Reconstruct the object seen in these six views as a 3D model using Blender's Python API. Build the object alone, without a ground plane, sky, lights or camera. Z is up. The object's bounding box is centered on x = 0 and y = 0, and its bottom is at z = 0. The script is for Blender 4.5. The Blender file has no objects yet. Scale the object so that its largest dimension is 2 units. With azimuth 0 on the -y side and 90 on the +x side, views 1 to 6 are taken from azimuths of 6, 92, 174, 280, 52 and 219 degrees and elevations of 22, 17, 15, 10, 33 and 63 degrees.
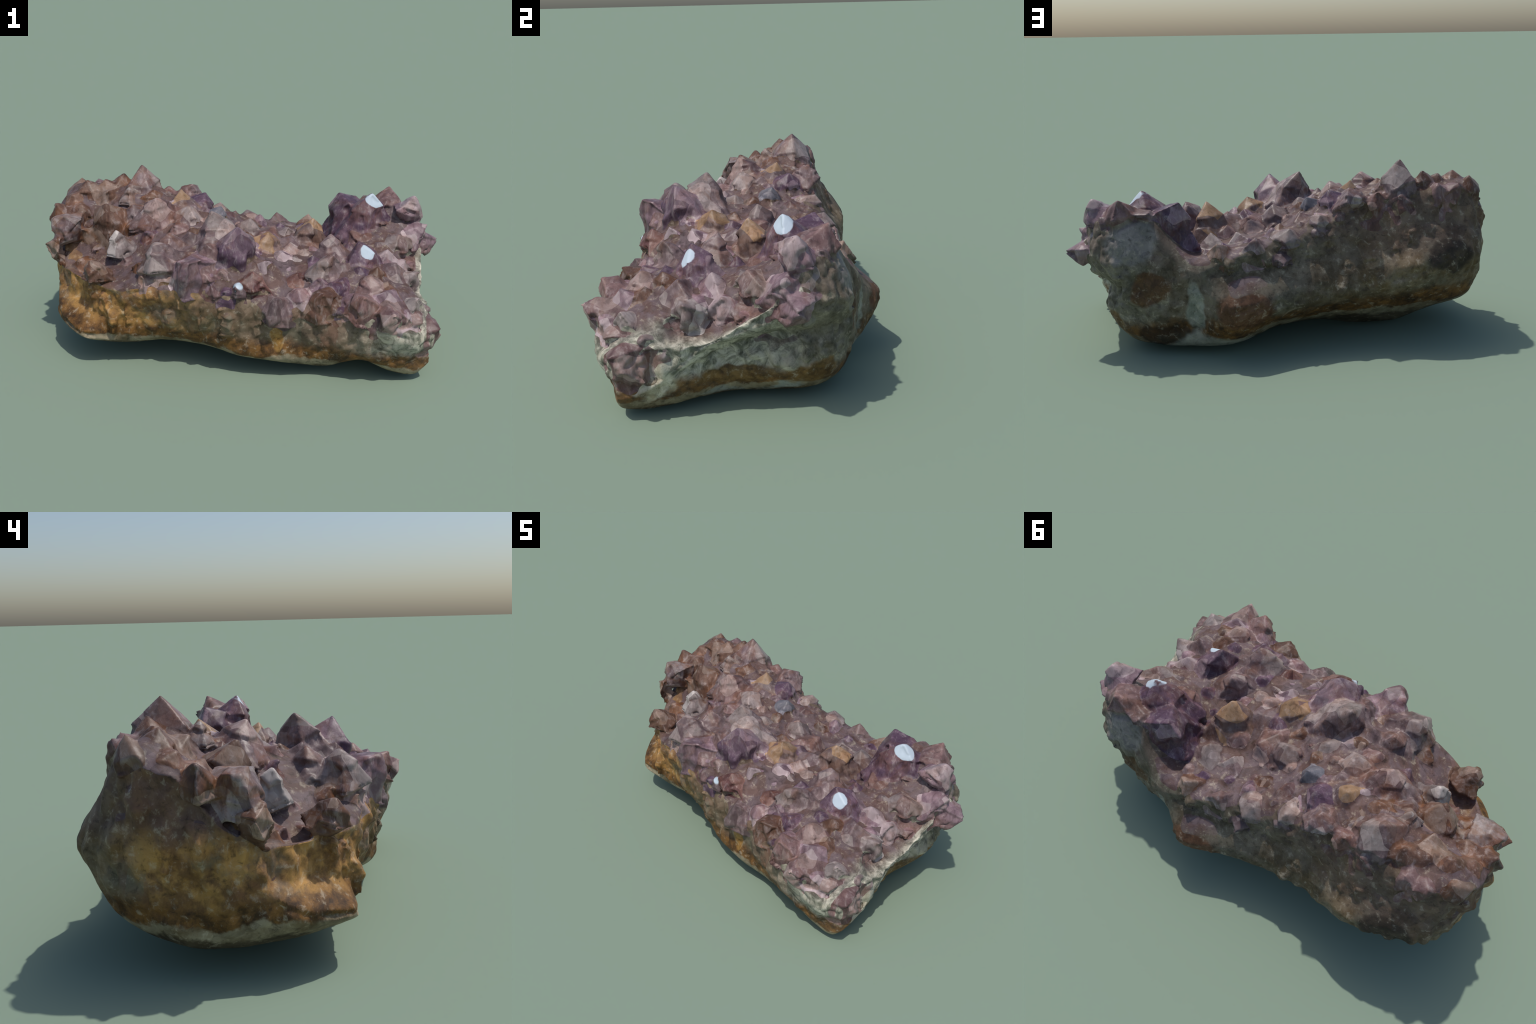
import bpy, bmesh, math, random
import numpy as np
from mathutils import Vector, Matrix, noise
from mathutils.bvhtree import BVHTree

random.seed(11)
RNG = random.Random(4711)

# ---------------------------------------------------------------------------
# 1. MATRIX ROCK: cross-sections along x.  Each station names ten points
#    (y, z) round the section, in this order:
#    front foot, front middle, front rim, three across the crystal bed,
#    back rim, back middle, back lower edge, back belly, belly.
# ---------------------------------------------------------------------------
STATIONS = [
 (-0.95, [(-0.050,0.280),(-0.070,0.400),(-0.060,0.500),(-0.010,0.580),(0.050,0.640),(0.140,0.660),(0.170,0.630),(0.220,0.480),(0.230,0.380),(0.170,0.270),(0.060,0.185)]),
 (-0.88, [(-0.290,0.200),(-0.210,0.310),(-0.180,0.420),(-0.100,0.470),(0.020,0.630),(0.150,0.730),(0.240,0.700),(0.310,0.540),(0.370,0.395),(0.250,0.190),(0.000,0.100)]),
 (-0.72, [(-0.450,0.160),(-0.350,0.280),(-0.330,0.410),(-0.220,0.390),(-0.020,0.600),(0.160,0.720),(0.280,0.695),(0.360,0.540),(0.445,0.390),(0.290,0.155),(-0.050,0.045)]),
 (-0.55, [(-0.400,0.110),(-0.440,0.270),(-0.430,0.410),(-0.250,0.450),(-0.020,0.630),(0.140,0.730),(0.290,0.680),(0.395,0.480),(0.475,0.335),(0.260,0.100),(0.050,0.010)]),
 (-0.35, [(-0.370,0.120),(-0.450,0.280),(-0.470,0.440),(-0.280,0.540),(-0.050,0.630),(0.130,0.680),(0.290,0.620),(0.375,0.440),(0.442,0.280),(0.250,0.080),(0.050,0.008)]),
 (-0.15, [(-0.390,0.115),(-0.480,0.270),(-0.490,0.420),(-0.280,0.580),(-0.080,0.600),(0.120,0.610),(0.310,0.565),(0.385,0.420),(0.462,0.260),(0.250,0.090),(0.020,0.030)]),
 (0.05, [(-0.445,0.090),(-0.490,0.250),(-0.480,0.400),(-0.300,0.550),(-0.080,0.550),(0.140,0.510),(0.350,0.515),(0.420,0.400),(0.515,0.240),(0.300,0.080),(0.050,0.020)]),
 (0.25, [(-0.445,0.070),(-0.480,0.220),(-0.450,0.370),(-0.280,0.480),(-0.040,0.520),(0.160,0.470),(0.420,0.470),(0.470,0.380),(0.595,0.250),(0.450,0.060),(0.150,0.010)]),
 (0.44, [(-0.370,0.020),(-0.500,0.190),(-0.480,0.350),(-0.300,0.470),(-0.100,0.490),(0.120,0.450),(0.400,0.470),(0.500,0.380),(0.475,0.200),(0.420,0.050),(0.200,0.002)]),
 (0.6, [(-0.430,0.100),(-0.530,0.200),(-0.520,0.340),(-0.300,0.480),(-0.080,0.480),(0.120,0.530),(0.340,0.630),(0.440,0.420),(0.460,0.220),(0.380,0.050),(0.100,0.010)]),
 (0.75, [(-0.430,0.040),(-0.510,0.180),(-0.545,0.320),(-0.360,0.420),(-0.100,0.460),(0.120,0.550),(0.330,0.630),(0.440,0.460),(0.410,0.220),(0.290,0.060),(-0.050,0.030)]),
 (0.86, [(-0.430,0.030),(-0.480,0.150),(-0.510,0.260),(-0.360,0.370),(-0.140,0.410),(0.100,0.490),(0.280,0.610),(0.385,0.420),(0.340,0.280),(0.170,0.210),(-0.250,0.050)]),
 (0.925, [(-0.420,0.100),(-0.440,0.160),(-0.465,0.240),(-0.380,0.270),(-0.150,0.340),(0.080,0.400),(0.220,0.500),(0.260,0.440),(0.230,0.370),(0.080,0.300),(-0.200,0.200)]),
]

def smooth(v, lo, hi):
    t = min(1.0, max(0.0, (v-lo)/(hi-lo)))
    return t*t*(3-2*t)

def bite(x, y, z):
    """The broken right end: hollow between the foot and the upper lump, undercut below."""
    k = smooth(x, .55, .93)
    hollow = .065*math.exp(-((y+.02)/.16)**2)
    under = .085*math.exp(-((z-.33)/.085)**2)*smooth(y, -.32, -.15)+.05*smooth(z, .15, .0)*smooth(y, -.05, .2)
    return x-k*(hollow+under)

def catmull(p0, p1, p2, p3, t, k=0.42):
    m1 = (p2-p0)*k; m2 = (p3-p1)*k
    t2 = t*t; t3 = t2*t
    return (2*t3-3*t2+1)*p1+(t3-2*t2+t)*m1+(-2*t3+3*t2)*p2+(t3-t2)*m2

def matrix_mesh():
    S = np.array([[(x, y, z) for y, z in ring] for x, ring in STATIONS])
    ns, nr = S.shape[:2]
    per, along = 10, 8
    R = np.zeros((ns, nr*per, 3))
    for i in range(nr):
        for j in range(per):
            R[:, i*per+j] = catmull(S[:, (i-1) % nr], S[:, i], S[:, (i+1) % nr], S[:, (i+2) % nr], j/per)
    rows = []
    for s in range(ns-1):
        a, b = max(s-1, 0), min(s+2, ns-1)
        for j in range(along):
            rows.append(catmull(R[a], R[s], R[s+1], R[b], j/along))
    rows.append(R[-1])
    G = np.array(rows)
    n, m = G.shape[:2]
    verts = [(bite(*v), v[1], max(v[2], .002)) for v in G.reshape(-1, 3)]
    faces = [(i*m+j, i*m+(j+1) % m, (i+1)*m+(j+1) % m, (i+1)*m+j) for i in range(n-1) for j in range(m)]
    for ring, dx, flip in ((0, -0.018, True), (n-1, 0.018, False)):
        c = np.array(verts[ring*m:(ring+1)*m]).mean(0); c[0] += dx
        k = len(verts); verts.append(tuple(c))
        for j in range(m):
            f = (ring*m+j, ring*m+(j+1) % m, k)
            faces.append(f[::-1] if flip else f)
    bm = bmesh.new()
    vs = [bm.verts.new(v) for v in verts]
    for f in faces:
        bm.faces.new([vs[i] for i in f])
    bmesh.ops.recalc_face_normals(bm, faces=bm.faces)
    return bm

# ---------------------------------------------------------------------------
# 2. CRYSTALS: (tip x, y, z, radius, tint[, axis])
# ---------------------------------------------------------------------------
CRYSTALS = [
 (-.541,.202,.828,.105,'grey'), (-.871,.213,.745,.080,'brown'), (-.941,-.008,.676,.075,'brown',(-.5,-.1,.8)),
 (-.920,-.132,.640,.060,'grey',(-.6,-.3,.7)), (-.950,-.178,.521,.062,'brown',(-.85,-.25,.3)),
 (-.665,-.075,.702,.088,'brown'), (-.492,-.060,.662,.050,'grey'), (-.593,-.176,.602,.050,'pale'),
 (-.579,.065,.752,.034,'pale'), (-.413,-.060,.735,.070,'rose'), (-.253,-.043,.694,.080,'grey'),
 (-.323,.130,.725,.105,'amber'), (-.210,.189,.692,.070,'violet'), (-.293,.262,.712,.058,'grey'),
 (-.120,.110,.645,.055,'slate'), (-.355,-.378,.622,.062,'grey'), (-.312,-.253,.627,.060,'grey'),
 (-.178,-.512,.580,.072,'lilac',(0,-.65,.7)), (-.670,-.385,.518,.052,'brown',(-.1,-.3,.9)),
 (-.051,-.412,.506,.055,'amber',(0,-.5,.8)), (.101,-.422,.507,.068,'garnet'), (.030,-.464,.470,.036,'grey'),
 (-.120,-.192,.720,.095,'grey'), (.018,-.322,.694,.115,'violet',(.15,-.35,.9)), (.148,-.146,.610,.075,'amber'),
 (.357,.027,.625,.088,'amber'), (.449,-.092,.583,.062,'grey'), (.580,-.181,.586,.090,'violet'),
 (.461,-.312,.560,.062,'grey'), (.870,-.180,.440,.066,'pale',(.7,-.1,.7)), (.714,-.440,.450,.080,'lilac'),
 (.423,-.493,.440,.070,'brown',(0,-.5,.8)), (.606,-.535,.455,.065,'rose',(0,-.5,.8)), (.740,-.585,.395,.060,'rose',(.1,-.8,.5)),
 (.950,-.445,.272,.072,'rose',(.8,-.5,.3)), (.852,-.412,.406,.060,'pale',(.4,-.2,.9)), (.870,-.475,.315,.070,'rose',(.7,-.5,.5)),
 (.724,-.085,.515,.085,'lilac'), (.813,-.046,.446,.062,'lilac',(.6,0,.8)), (.776,.155,.490,.052,'brown',(.5,-.5,.7)),
 (.892,.254,.583,.052,'pale',(.8,.1,.5)), (.866,.228,.695,.052,'lilac',(.4,.1,.9)), (.993,.237,.462,.070,'lilac',(.9,.1,.25)),
 (.930,.190,.556,.060,'lilac',(.8,0,.6)), (.485,.300,.680,.090,'violet',(-.35,.1,.9)), (.650,.180,.715,.100,'violet',(0,-.2,1)),
 (.745,.345,.708,.085,'rose',(.1,.3,.9)), (.040,.049,.605,.065,'grey'), (-.645,.222,.778,.062,'brown'),
 (.320,.420,.515,.075,'brown',(.1,.3,.9)), (.150,.390,.530,.070,'grey',(0,.3,.9)), (-.010,.350,.550,.070,'grey',(0,.3,.9)),
 (-.150,.310,.600,.060,'grey',(0,.3,.9)), (-.420,.285,.695,.065,'rose',(0,.4,.9)), (-.700,.290,.730,.070,'rose',(0,.4,.9)),
 (-.800,.280,.725,.060,'rose',(-.3,.5,.8)),
 (.800,-.300,.410,.062,'rose'), (.630,-.370,.490,.062,'rose'), (.775,-.520,.370,.058,'lilac',(.2,-.5,.8)), (.670,-.285,.500,.055,'brown'),
 (.905,-.330,.330,.056,'pale',(.75,-.2,.6)), (.680,.015,.510,.062,'grey'), (.300,-.340,.480,.070,'garnet'), (.250,-.120,.540,.060,'rose'),
 (.910,-.260,.290,.050,'pale',(.85,0,.5)), (.870,.040,.400,.050,'lilac',(.8,0,.5)),
]
TINTS_FILL = ['grey']*5+['violet']*3+['rose']*3+['brown']*2+['lilac']*2

# profile of a crystal below its apex: (width, depth) in radii
FLANK = [(1.0, .95), (1.16, 1.40), (1.50, 1.85), (2.0, 2.5)]

COLUMN = [(.75, .45), (1.0, 1.1), (.98, 2.2), (.45, 3.6)]

def crystal_shell(tip, axis, radius, length, rng, flank=FLANK):
    """Six-sided crystal: uneven pyramid on a short prism that flares into its bed."""
    axis = axis.normalized()
    side = axis.orthogonal().normalized()
    up = axis.cross(side)
    rot = rng.uniform(0, math.tau)
    squash = rng.uniform(0.75, 1.0)
    steep = rng.uniform(.85, 1.1) if radius > .085 else rng.uniform(.6, 1.0)
    tri = rng.uniform(0.0, .28)
    lean = (side*rng.uniform(-.2, .2)+up*rng.uniform(-.2, .2))*radius
    cols = []
    for k in range(6):
        a = rot+k*math.pi/3+rng.uniform(-.16, .16)
        cols.append((math.cos(a)*rng.uniform(.88, 1.1), math.sin(a)*squash*rng.uniform(.88, 1.1),
                     1+(tri if k % 2 else -tri)+rng.uniform(-.12, .12)))
    pts = [tip]
    for i, (w, d) in enumerate(flank):
        for cx, cy, dz in cols:
            depth = d*radius*steep*(dz if i == 0 else (1+(dz-1)*.4))
            pts.append(tip-axis*depth+(side*cx+up*cy)*w*radius-lean)
    n = len(flank)
    deep = tip-axis*max(length, flank[-1][1]*radius*1.3)-lean
    pts.append(deep)
    faces = []
    for k in range(6):
        q = (k+1) % 6
        faces.append((0, 1+k, 1+q))
        for i in range(n-1):
            o = 1+6*i
            faces.append((o+k, o+6+k, o+6+q, o+q))
        o = 1+6*(n-1)
        faces.append((o+k, len(pts)-1, o+q))
    return pts, faces

def build():
    bm = matrix_mesh()
    bvh = BVHTree.FromBMesh(bm)
    owner = [-1]*len(bm.faces)
    crystals = []

    def add(tip, axis, radius, length, tint, blunt=0.0, kind='crystal'):
        pts, faces = crystal_shell(tip, axis, radius, length, RNG, COLUMN if kind == 'quartz_column' else FLANK)
        if kind == 'quartz_column':
            for i in range(13, len(pts)):
                for _ in range(12):
                    loc, nor, _, dist = bvh.find_nearest(pts[i])
                    if (pts[i]-loc).dot(nor) < (.03 if i < 19 else -.02):
                        break
                    pts[i] = pts[i].lerp(tip-axis*radius*2+(loc-nor*.06-pts[i])*.5, .2)
        if kind == 'crystal':              # roots stay inside the rock
            for i in range(13, len(pts)):
                q = pts[i]
                core = tip-axis*(tip-q).dot(axis)
                for t in (1, .75, .5, .25, 0):
                    q = core+(pts[i]-core)*t
                    loc, nor, _, dist = bvh.find_nearest(q)
                    if (q-loc).dot(nor) < -.012 or nor.dot(axis) > .7:
                        break
                else:
                    q = tip-axis*radius*1.3+(pts[i]-core)*.1
                pts[i] = q
        vs = [bm.verts.new(p) for p in pts]
        for f in faces:
            bm.faces.new([vs[i] for i in f])
            owner.append(len(crystals))
        crystals.append(dict(tip=Vector(tip), tint=tint, radius=radius, kind=kind))

    for row in CRYSTALS:
        tip = Vector(row[:3]); r = row[3]
        loc, nor, _, dist = bvh.find_nearest(tip)
        if len(row) > 5:
            ax = Vector(row[5])
        else:
            ax = Vector((0, 0, 1))*1.0+nor*.5+Vector((RNG.uniform(-.3, .3), RNG.uniform(-.3, .3), 0))
        ax.normalize()
        add(tip+ax*.014, ax, r, max(dist, 0)+r*.9, row[4])

    # smaller crystals fill the bed between the big ones
    samples = []
    for _ in range(6000):
        x = RNG.uniform(-.98, .95); y = RNG.uniform(-.6, .55)
        hit = bvh.ray_cast(Vector((x, y, 2)), Vector((0, 0, -1)))
        if hit[0] is None or hit[1].z < .62:
            continue
        samples.append((hit[0], hit[1]))
    taken = [(c['tip'], c['radius']) for c in crystals]
    for lo, hi, pack, limit in ((.056, .098, .66, 150), (.034, .056, .70, 70)):
        n_fill = 0
        for p, nor in samples:
            r = RNG.uniform(lo, hi)
            h = r*RNG.uniform(.40, .85)
            tip = p+nor*h
            if any((tip-t).xy.length < (r+R)*pack for t, R in taken):
                continue
            if tip.x < -.90 or tip.x > .86 or (tip.x > .80 and abs(tip.y) < .13) or tip.y > .36 or (tip.x < -.45 and tip.y < -.28) or (tip.x < -.8 and tip.y < -.02):
                continue
            if n_fill > limit:
                break
            ax = (nor+Vector((RNG.uniform(-.35, .35), RNG.uniform(-.35, .35), .4))).normalized()
            tint = RNG.choice(TINTS_FILL)
            if p.x < -.5 and p.y < .1: tint = RNG.choice(['brown', 'brown', 'grey', 'rose'])
            add(tip, ax, r, h+r, tint)
            taken.append((tip, r)); n_fill += 1

    # upright quartz columns showing in the broken walls
    def column(origin, inward, zt, zb, r, tint='wall'):
        up = bvh.ray_cast(Vector((*origin, zt)), inward)
        low = bvh.ray_cast(Vector((*origin, zb)), inward)
        if up[0] is None or low[0] is None or up[1].z > .75:
            return
        ax = (up[0]-low[0]).normalized()
        ax = (ax+inward.cross(Vector((0, 0, 1)))*RNG.uniform(-.18, .18)-inward*.10).normalized()
        add(up[0]+inward*r*RNG.uniform(*((.15, .50) if inward.y > .5 else (.50, .75)))+ax*r*.3, ax, r, .1, tint, kind='quartz_column')

    for side, x0, x1, step, lo, hi in ((-1, -.66, .62, .062, .30, .44), (1, -.74, .30, .075, .40, .56)):
        x = x0
        while x < x1:
            zt = RNG.uniform(lo, hi)
            column((x, side*2), Vector((0, -side, 0)), zt, zt-RNG.uniform(.10, .16), RNG.uniform(.034, .062))
            x += step*RNG.uniform(.8, 1.25)
    for k in range(9):                        # left end, radiating
        a = math.radians(150+k*7.5+RNG.uniform(-2, 2))
        d = Vector((math.cos(a), math.sin(a), 0))
        zt = RNG.uniform(.44, .62)
        column((-.55+d.x*2, .05+d.y*2), -d, zt, zt-.15, RNG.uniform(.050, .080))
    for y in (.18, .26, .33, .40):            # outer side of the lump
        zt = RNG.uniform(.42, .55)
        column((2, y), Vector((-1, 0, 0)), zt, zt-.1, RNG.uniform(.035, .05))

    me = bpy.data.meshes.new('raw')
    bm.verts.index_update(); bm.faces.index_update()
    raw_bvh = BVHTree.FromBMesh(bm)
    bm.to_mesh(me); bm.free()
    ob = bpy.data.objects.new('raw', me)
    bpy.context.scene.collection.objects.link(ob)
    md = ob.modifiers.new('remesh', 'REMESH'); md.mode = 'VOXEL'; md.voxel_size = 0.0068
    sm = ob.modifiers.new('smooth', 'SMOOTH'); sm.factor = .5; sm.iterations = 3
    dg = bpy.context.evaluated_depsgraph_get()
    whole = bpy.data.meshes.new_from_object(ob.evaluated_get(dg))
    bpy.data.objects.remove(ob); bpy.data.meshes.remove(me)
    return whole, raw_bvh, owner, crystals

def relief(me):
    """Lumps and upright ribs on the walls, fine chipping elsewhere."""
    n = len(me.vertices)
    co = np.empty(n*3); me.vertices.foreach_get('co', co); co = co.reshape(-1, 3)
    no = np.empty(n*3); me.vertex_normals.foreach_get('vector', no); no = no.reshape(-1, 3)
    d = np.zeros(n)
    for i in range(n):
        x, y, z = co[i]
        wall = max(0.0, min(1.0, (0.55-abs(no[i, 2]))/.35))*max(0.0, min(1.0, (z-.06)/.08))
        v = .004*noise.noise((x*9, y*9, z*9))+.0014*noise.noise((x*30, y*30, z*30))
        if wall > 0:
            f = noise.voronoi((x*13, y*13, z*4.0+2.0))[0]
            v += wall*.042*((f[1]-f[0])*.8-.35)+wall*.009*noise.noise((x*16, y*16, z*12))+wall*.006*noise.noise((x*38, y*38, z*30))
            if x > .6:      # nodular crust on the broken right end
                v += wall*smooth(x, .6, .8)*.012*(abs(noise.noise((x*17, y*17, z*19)))*2-.5)
        d[i] = v
    co += no*d[:, None]
    # settle on the ground, centred
    lo, hi = co.min(0), co.max(0)
    co[:, 2] = np.maximum(co[:, 2], 0.0)
    co[:, 0] = (co[:, 0]-(lo[0]+hi[0])/2)*2.0/(hi[0]-lo[0])
    me.vertices.foreach_set('co', co.reshape(-1)); me.update()

# ---------------------------------------------------------------------------
# 3. MATERIALS
# ---------------------------------------------------------------------------
def srgb(r, g, b):
    f = lambda c: (c/12.92 if c <= .04045 else ((c+.055)/1.055)**2.4)
    return (f(r/255), f(g/255), f(b/255), 1)

class Graph:
    def __init__(self, name):
        self.mat = bpy.data.materials.new(name); self.mat.use_nodes = True
        self.t = self.mat.node_tree
        self.bsdf = self.t.nodes['Principled BSDF']
        self.co = self.t.nodes.new('ShaderNodeTexCoord').outputs['Object']
    def put(self, sock, v):
        if isinstance(v, bpy.types.NodeSocket): self.t.links.new(v, sock)
        else: sock.default_value = v
    def math(self, op, a, b=0.0, clamp=False):
        n = self.t.nodes.new('ShaderNodeMath'); n.operation = op; n.use_clamp = clamp
        self.put(n.inputs[0], a); self.put(n.inputs[1], b); return n.outputs[0]
    def ramp(self, v, lo, hi):
        n = self.t.nodes.new('ShaderNodeMapRange'); n.interpolation_type = 'SMOOTHSTEP'
        self.put(n.inputs['Value'], v)
        n.inputs['From Min'].default_value = lo; n.inputs['From Max'].default_value = hi
        return n.outputs['Result']
    def mapping(self, scale=(1, 1, 1), loc=(0, 0, 0), rot=(0, 0, 0)):
        n = self.t.nodes.new('ShaderNodeMapping'); self.t.links.new(self.co, n.inputs['Vector'])
        n.inputs['Scale'].default_value = scale; n.inputs['Location'].default_value = loc; n.inputs['Rotation'].default_value = rot
        return n.outputs[0]
    def noise(self, scale, detail=4, rough=.55, vec=None, dist=0.0):
        n = self.t.nodes.new('ShaderNodeTexNoise')
        self.t.links.new(vec or self.co, n.inputs['Vector'])
        n.inputs['Scale'].default_value = scale; n.inputs['Detail'].default_value = detail
        n.inputs['Roughness'].default_value = rough; n.inputs['Distortion'].default_value = dist
        return n.outputs['Fac']
    def cells(self, scale, vec=None):
        n = self.t.nodes.new('ShaderNodeTexVoronoi')
        self.t.links.new(vec or self.co, n.inputs['Vector']); n.inputs['Scale'].default_value = scale
        s = self.t.nodes.new('ShaderNodeSeparateColor'); self.t.links.new(n.outputs['Color'], s.inputs[0])
        return s.outputs[0], s.outputs[1], n.outputs['Distance']
    def mix(self, f, a, b, mode='MIX'):
        n = self.t.nodes.new('ShaderNodeMix'); n.data_type = 'RGBA'; n.blend_type = mode
        self.put(n.inputs[0], f); self.put(n.inputs[6], a); self.put(n.inputs[7], b)
        return n.outputs[2]
    def xyz(self):
        n = self.t.nodes.new('ShaderNodeSeparateXYZ'); self.t.links.new(self.co, n.inputs[0]); return n.outputs
    def near(self, p, r, soft, scale=(1, 1, 1), warp=.03, wscale=9):
        """Mask of a ragged ellipsoid round p."""
        t = self.t
        n = t.nodes.new('ShaderNodeTexNoise'); t.links.new(self.co, n.inputs['Vector']); n.inputs['Scale'].default_value = wscale
        n.inputs['Detail'].default_value = 3
        o = t.nodes.new('ShaderNodeVectorMath'); o.operation = 'MULTIPLY_ADD'
        t.links.new(n.outputs['Color'], o.inputs[0]); o.inputs[1].default_value = (2*warp,)*3; o.inputs[2].default_value = (-warp,)*3
        c = t.nodes.new('ShaderNodeVectorMath'); c.operation = 'ADD'
        t.links.new(self.co, c.inputs[0]); t.links.new(o.outputs[0], c.inputs[1])
        d = t.nodes.new('ShaderNodeVectorMath'); d.operation = 'SUBTRACT'
        t.links.new(c.outputs[0], d.inputs[0]); d.inputs[1].default_value = p
        m = t.nodes.new('ShaderNodeVectorMath'); m.operation = 'DIVIDE'
        t.links.new(d.outputs[0], m.inputs[0]); m.inputs[1].default_value = scale
        l = t.nodes.new('ShaderNodeVectorMath'); l.operation = 'LENGTH'; t.links.new(m.outputs[0], l.inputs[0])
        return self.ramp(l.outputs['Value'], r, r-soft)
    def warped(self, amount, scale):
        t = self.t
        n = t.nodes.new('ShaderNodeTexNoise'); t.links.new(self.co, n.inputs['Vector']); n.inputs['Scale'].default_value = scale
        o = t.nodes.new('ShaderNodeVectorMath'); o.operation = 'MULTIPLY_ADD'
        t.links.new(n.outputs['Color'], o.inputs[0]); o.inputs[1].default_value = (amount,)*3; t.links.new(self.co, o.inputs[2])
        return o.outputs[0]
    def finish(self, col, rough=.5, bump=None, strength=.3, dist=.004):
        self.put(self.bsdf.inputs['Base Color'], col)
        self.put(self.bsdf.inputs['Roughness'], rough)
        self.bsdf.inputs['Specular IOR Level'].default_value = .25
        if bump is not None:
            n = self.t.nodes.new('ShaderNodeBump'); n.inputs['Strength'].default_value = strength
            n.inputs['Distance'].default_value = dist
            self.put(n.inputs['Height'], bump); self.t.links.new(n.outputs[0], self.bsdf.inputs['Normal'])
        return self.mat

PALETTE = {  # main, second, patch
 'grey': ((120, 102, 101), (98, 80, 82), (156, 142, 137)),
 'violet': ((106, 84, 96), (82, 62, 78), (138, 116, 122)),
 'lilac': ((140, 116, 122), (112, 90, 98), (176, 158, 158)),
 'rose': ((124, 99, 96), (100, 76, 76), (160, 137, 130)),
 'brown': ((114, 86, 72), (84, 60, 50), (148, 126, 112)),
 'pale': ((152, 140, 136), (122, 106, 104), (200, 190, 184)),
 'amber': ((126, 104, 94), (100, 82, 82), (170, 136, 100)),
 'garnet': ((106, 72, 68), (82, 52, 52), (138, 104, 94)),
 'slate': ((116, 116, 124), (92, 88, 96), (148, 148, 156)),
}
GLINTS = [((.672,.170,.690),.050,(1.15,1,.8)), ((.625,-.200,.556),.038,(1,1,1.1)), ((.030,-.472,.462),.024,(1,1,1.2))]  # highlights baked into the scan, painted blue-white over the crystal colour

def crystal_material(tint):
    g = Graph('amethyst_'+tint)
    a, b, c = [srgb(*v) for v in PALETTE[tint]]
    col = g.mix(g.ramp(g.noise(8, 5, .6, dist=.6), .38, .64), a, b)
    facet = g.cells(10, g.warped(.05, 7))
    small = g.cells(24, g.warped(.03, 12))
    col = g.mix(g.math('MULTIPLY', g.ramp(facet[0], .66, .70), .75), col, c)
    stain = g.ramp(g.noise(5.5, 6, .65, dist=1.2), .46, .64)
    x, y, z = g.xyz()
    rusty = g.math('MULTIPLY', g.ramp(x, -.15, -.65), g.ramp(y, .25, -.1))
    col = g.mix(g.math('MULTIPLY', stain, g.math('ADD', g.math('MULTIPLY', rusty, .35), .36)), col, srgb(122, 80, 50))
    streak = g.noise(34, 6, .7, g.mapping((1, 1, .4), rot=(.5, .3, .2)), dist=.5)
    col = g.mix(g.math('MULTIPLY', g.ramp(streak, .48, .72), .34), col, srgb(196, 184, 180))
    col = g.mix(g.math('MULTIPLY', g.ramp(streak, .48, .32), .45), col, srgb(58, 40, 38))
    tone = g.math('ADD', g.math('MULTIPLY', facet[1], .42), .74)
    tone = g.math('MULTIPLY', tone, g.math('ADD', g.math('MULTIPLY', small[0], .34), .83))
    col = g.mix(1.0, col, tone, 'MULTIPLY')
    pit = g.ramp(g.cells(26)[2], .075, .05)
    col = g.mix(g.math('MULTIPLY', g.math('MULTIPLY', pit, g.ramp(small[1], .55, .6)), .6), col, srgb(46, 34, 34))
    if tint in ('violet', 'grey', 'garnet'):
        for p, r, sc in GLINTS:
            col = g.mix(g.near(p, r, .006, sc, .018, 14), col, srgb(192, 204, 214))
    return g.finish(col, .42, streak, .30)

def add_patch(g, col, p, r, scale, c1, c2, k=.9):
    tex = g.mix(g.ramp(g.noise(18, 6, .7), .36, .64), srgb(*c1), srgb(*c2))
    return g.mix(g.math('MULTIPLY', g.near(p, r, r*.25, scale, .06, 7), k), col, tex)

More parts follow.
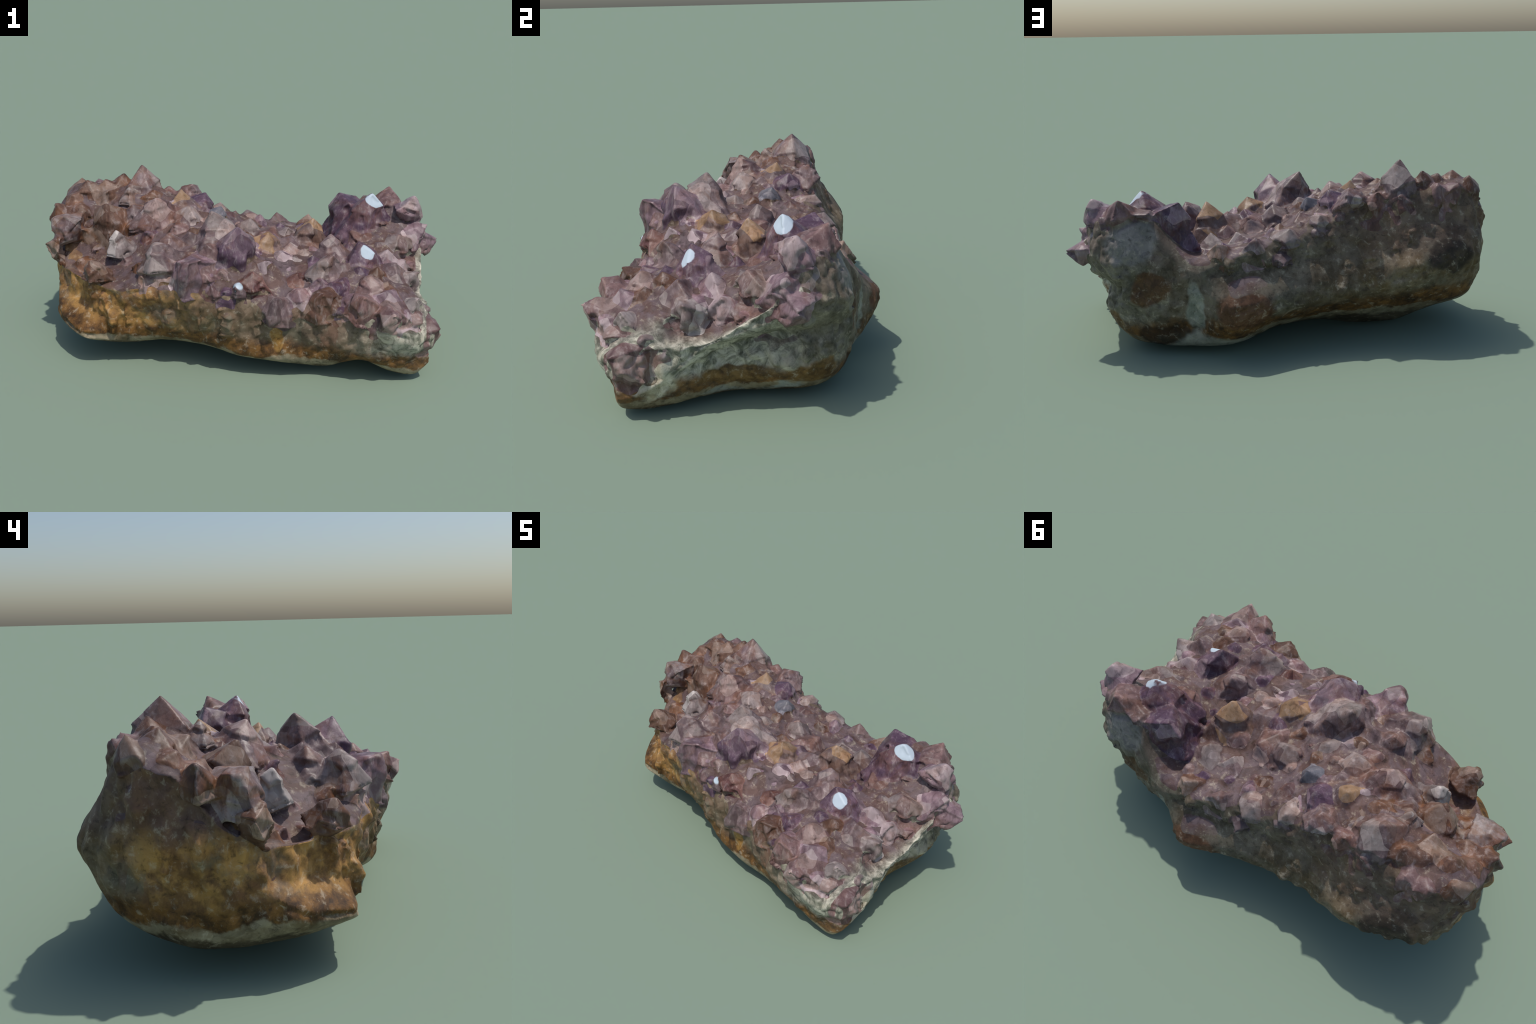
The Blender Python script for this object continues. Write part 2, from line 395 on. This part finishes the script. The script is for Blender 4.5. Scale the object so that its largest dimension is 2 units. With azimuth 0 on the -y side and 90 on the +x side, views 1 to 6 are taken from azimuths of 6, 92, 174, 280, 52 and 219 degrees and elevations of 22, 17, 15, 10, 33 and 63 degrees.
def matrix_material(top):
    g = Graph('crystal_bed' if top else 'banded_matrix')
    x, y, z = g.xyz()
    warp = g.math('MULTIPLY', g.math('SUBTRACT', g.noise(6, 5, .62), .5), .15)
    # height above the sloping foot of the rock
    h = g.math('ADD', g.math('SUBTRACT', z, g.math('ADD', g.math('MULTIPLY', x, -.06), .09)), warp)
    left = g.ramp(g.math('ADD', x, g.math('MULTIPLY', warp, 3)), .10, -.50)
    right = g.ramp(g.math('ADD', x, warp), .50, .78)
    back = g.ramp(y, .1, .3)
    fine = g.noise(30, 6, .7, dist=.4)
    pat = g.cells(13, g.mapping((1, 1, .45)))
    wall = g.mix(g.ramp(g.noise(8, 5, .6), .36, .64), srgb(104, 88, 70), srgb(134, 116, 98))
    wall = g.mix(g.math('MULTIPLY', g.ramp(pat[0], .5, .56), .55), wall, srgb(118, 114, 96))
    wall = g.mix(g.math('MULTIPLY', g.ramp(pat[1], .7, .74), .5), wall, srgb(128, 92, 76))
    ochre = g.mix(g.ramp(g.noise(11, 5, .65), .38, .62), srgb(118, 82, 44), srgb(186, 140, 76))
    wall = g.mix(g.math('MULTIPLY', g.math('MULTIPLY', left, .85), g.ramp(g.noise(6, 6, .65), .33, .52)), wall, ochre)
    quartz = g.mix(g.ramp(g.noise(13, 6, .7, dist=1.2), .36, .64), srgb(104, 106, 92), srgb(208, 202, 184))
    wall = g.mix(g.math('MULTIPLY', right, .92), wall, quartz)
    olive = g.mix(g.ramp(g.noise(10, 6, .65), .38, .62), srgb(74, 66, 50), srgb(118, 110, 94))
    wall = g.mix(g.math('MULTIPLY', back, .8), wall, olive)
    bed = g.mix(g.ramp(g.noise(9, 5, .65, dist=.8), .38, .62), srgb(96, 74, 68), srgb(106, 90, 92))
    if top:
        col = g.mix(g.ramp(h, .20, .30), wall, bed)
        col = g.mix(g.ramp(g.math('ADD', x, warp), .84, .90), col, quartz)
    else:
        col = g.mix(g.math('MULTIPLY', g.ramp(g.math('ADD', h, g.math('MULTIPLY', left, .10)), .36, .48), g.math('SUBTRACT', .8, g.math('MULTIPLY', back, .35))), wall, g.mix(g.ramp(g.noise(9, 5, .6), .4, .6), srgb(112, 90, 82), srgb(88, 66, 58)))
    rust = g.mix(g.ramp(g.noise(16, 6, .7), .35, .65), srgb(64, 44, 26), srgb(128, 90, 46))
    col = g.mix(g.math('MULTIPLY', g.ramp(h, .15, .09), .95), col, rust)
    rind = g.mix(g.ramp(g.noise(9, 5, .6), .4, .7), srgb(150, 138, 114), srgb(104, 88, 64))
    col = g.mix(g.ramp(h, .05, .035), col, rind)
    base = g.mix(g.ramp(g.noise(6, 4, .6), .4, .65), srgb(70, 58, 42), srgb(98, 86, 68))
    col = g.mix(g.ramp(h, .012, -.008), col, base)
    if not top:
        for patch in PATCHES:
            col = add_patch(g, col, *patch)
    col = g.mix(g.math('MULTIPLY', g.ramp(fine, .48, .32), .55), col, srgb(46, 36, 28))
    col = g.mix(g.math('MULTIPLY', g.ramp(fine, .53, .70), .38), col, srgb(204, 192, 168))
    tone = g.math('ADD', g.math('MULTIPLY', g.cells(11, g.warped(.06, 7))[0], .36), .80)
    col = g.mix(1.0, col, tone, 'MULTIPLY')
    return g.finish(col, .6, fine, .5)

# stains and bare spots on the walls: centre, radius, stretch, two colours
PATCHES = [
 ((.62,.45,.33), .10, (1,1,.75), (74,50,32), (104,74,46)),
 ((.56,.40,.10), .13, (1,1,.6), (32,26,22), (66,46,30)),
 ((.20,.56,.24), .12, (1.2,1,.8), (84,54,34), (112,80,58)),
 ((.42,.44,.25), .10, (.6,1,1.6), (120,124,112), (160,158,146)),
 ((.35,.38,.05), .16, (1.3,1,.6), (140,140,130), (170,166,152)),
 ((.78,.30,.14), .10, (.6,1.6,.6), (92,66,34), (130,100,58)),
 ((.80,.00,.15), .11, (.6,1.7,.45), (86,62,34), (134,104,62)),
 ((.80,.10,.06), .10, (.8,2.6,.45), (132,140,140), (160,162,156)),
 ((.86,-.30,.17), .11, (1,1,.9), (176,166,140), (232,224,204)),
 ((.70,.44,.55), .12, (1.4,1,1), (122,118,112), (150,142,136)),
 ((-.75,.42,.42), .13, (1,1,.7), (42,34,28), (70,58,48)),
 ((-.60,-.10,.03), .20, (1.4,1.4,.5), (44,34,24), (82,62,36)),
 ((.20,-.47,.22), .05, (.8,1,1.2), (150,110,56), (184,146,84)),
]

# ---------------------------------------------------------------------------
# 4. SPLIT INTO PARTS
# ---------------------------------------------------------------------------
def split(me, raw_bvh, owner, crystals):
    nf = len(me.polygons)
    nv = len(me.vertices)
    co = np.empty(nv*3); me.vertices.foreach_get('co', co); co = co.reshape(-1, 3)
    nor = np.empty(nv*3); me.vertex_normals.foreach_get('vector', nor); nor = nor.reshape(-1, 3)
    cen = np.empty(nf*3); me.polygons.foreach_get('center', cen); cen = cen.reshape(-1, 3)
    fn = np.empty(nf*3); me.polygons.foreach_get('normal', fn); fn = fn.reshape(-1, 3)
    polys = [tuple(p.vertices) for p in me.polygons]
    lab = np.array([owner[raw_bvh.find_nearest(Vector(c))[2]] for c in cen])
    # three regions of the matrix rock: crystal bed, wall, underside
    bed, wall, under = len(crystals), len(crystals)+1, len(crystals)+2
    m = lab == -1
    h = cen[:, 2]-(.09-.06*cen[:, 0])
    lab[m] = np.where((fn[m, 2] > .35) & ((cen[m, 1] < .25) | (fn[m, 2] > .72)), bed, np.where((fn[m, 2] < -.45) & (h[m] < .35), under, wall))
    # smooth the labels
    edge = {}
    for i, p in enumerate(polys):
        for k in range(len(p)):
            a, b = p[k], p[(k+1) % len(p)]
            edge.setdefault((min(a, b), max(a, b)), []).append(i)
    nb = [[] for _ in range(nf)]
    for fs in edge.values():
        if len(fs) == 2:
            nb[fs[0]].append(fs[1]); nb[fs[1]].append(fs[0])
    ring = []
    for i in range(nf):
        r = set(nb[i])
        for j in nb[i]:
            r.update(nb[j])
        r.add(i); ring.append(list(r))
    for _ in range(9):
        new = lab.copy()
        for i in range(nf):
            l = lab[ring[i]].tolist()
            q = max(set(l), key=l.count)
            if l.count(q) > len(l)*.5:
                new[i] = q
        lab = new
    # straighten the stair-stepped borders between regions
    border = {}
    for (p, q), fs in edge.items():
        if len(fs) == 2 and lab[fs[0]] != lab[fs[1]]:
            border.setdefault(p, []).append(q); border.setdefault(q, []).append(p)
    chain = [(v, l[0], l[1]) for v, l in border.items() if len(l) == 2]
    V, L, R = (np.array(c) for c in zip(*chain))
    for _ in range(8):
        co[V] = .5*co[V]+.25*(co[L]+co[R])
    root = bpy.data.objects.new('amethyst_cluster', None)
    bpy.context.scene.collection.objects.link(root)
    root['label'] = 'purple amethyst crystal cluster on banded brown rock matrix'
    root['category'] = 'mineral'
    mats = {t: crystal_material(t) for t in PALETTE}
    rock, bed_mat = matrix_material(False), matrix_material(True)
    order = np.argsort(lab, kind='stable')
    for key in np.unique(lab):
        idx = np.nonzero(lab == key)[0]
        used = sorted({v for i in idx for v in polys[i]})
        remap = {v: k for k, v in enumerate(used)}
        name = crystals[key]['kind'] if key < bed else {bed: 'crystal_bed', wall: 'quartz_wall', under: 'rock_base'}[key]
        pm = bpy.data.meshes.new(name)
        pm.from_pydata([tuple(co[v]) for v in used], [], [tuple(remap[v] for v in polys[i]) for i in idx])
        pm.polygons.foreach_set('use_smooth', [True]*len(idx))
        pm.normals_split_custom_set_from_vertices([tuple(nor[v]) for v in used])
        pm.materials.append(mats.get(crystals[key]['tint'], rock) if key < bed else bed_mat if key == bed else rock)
        o = bpy.data.objects.new(name, pm)
        bpy.context.scene.collection.objects.link(o)
        o.parent = root

whole, raw_bvh, owner, crystals = build()
relief(whole)
split(whole, raw_bvh, owner, crystals)
bpy.data.meshes.remove(whole)
print('crystals', len(crystals))
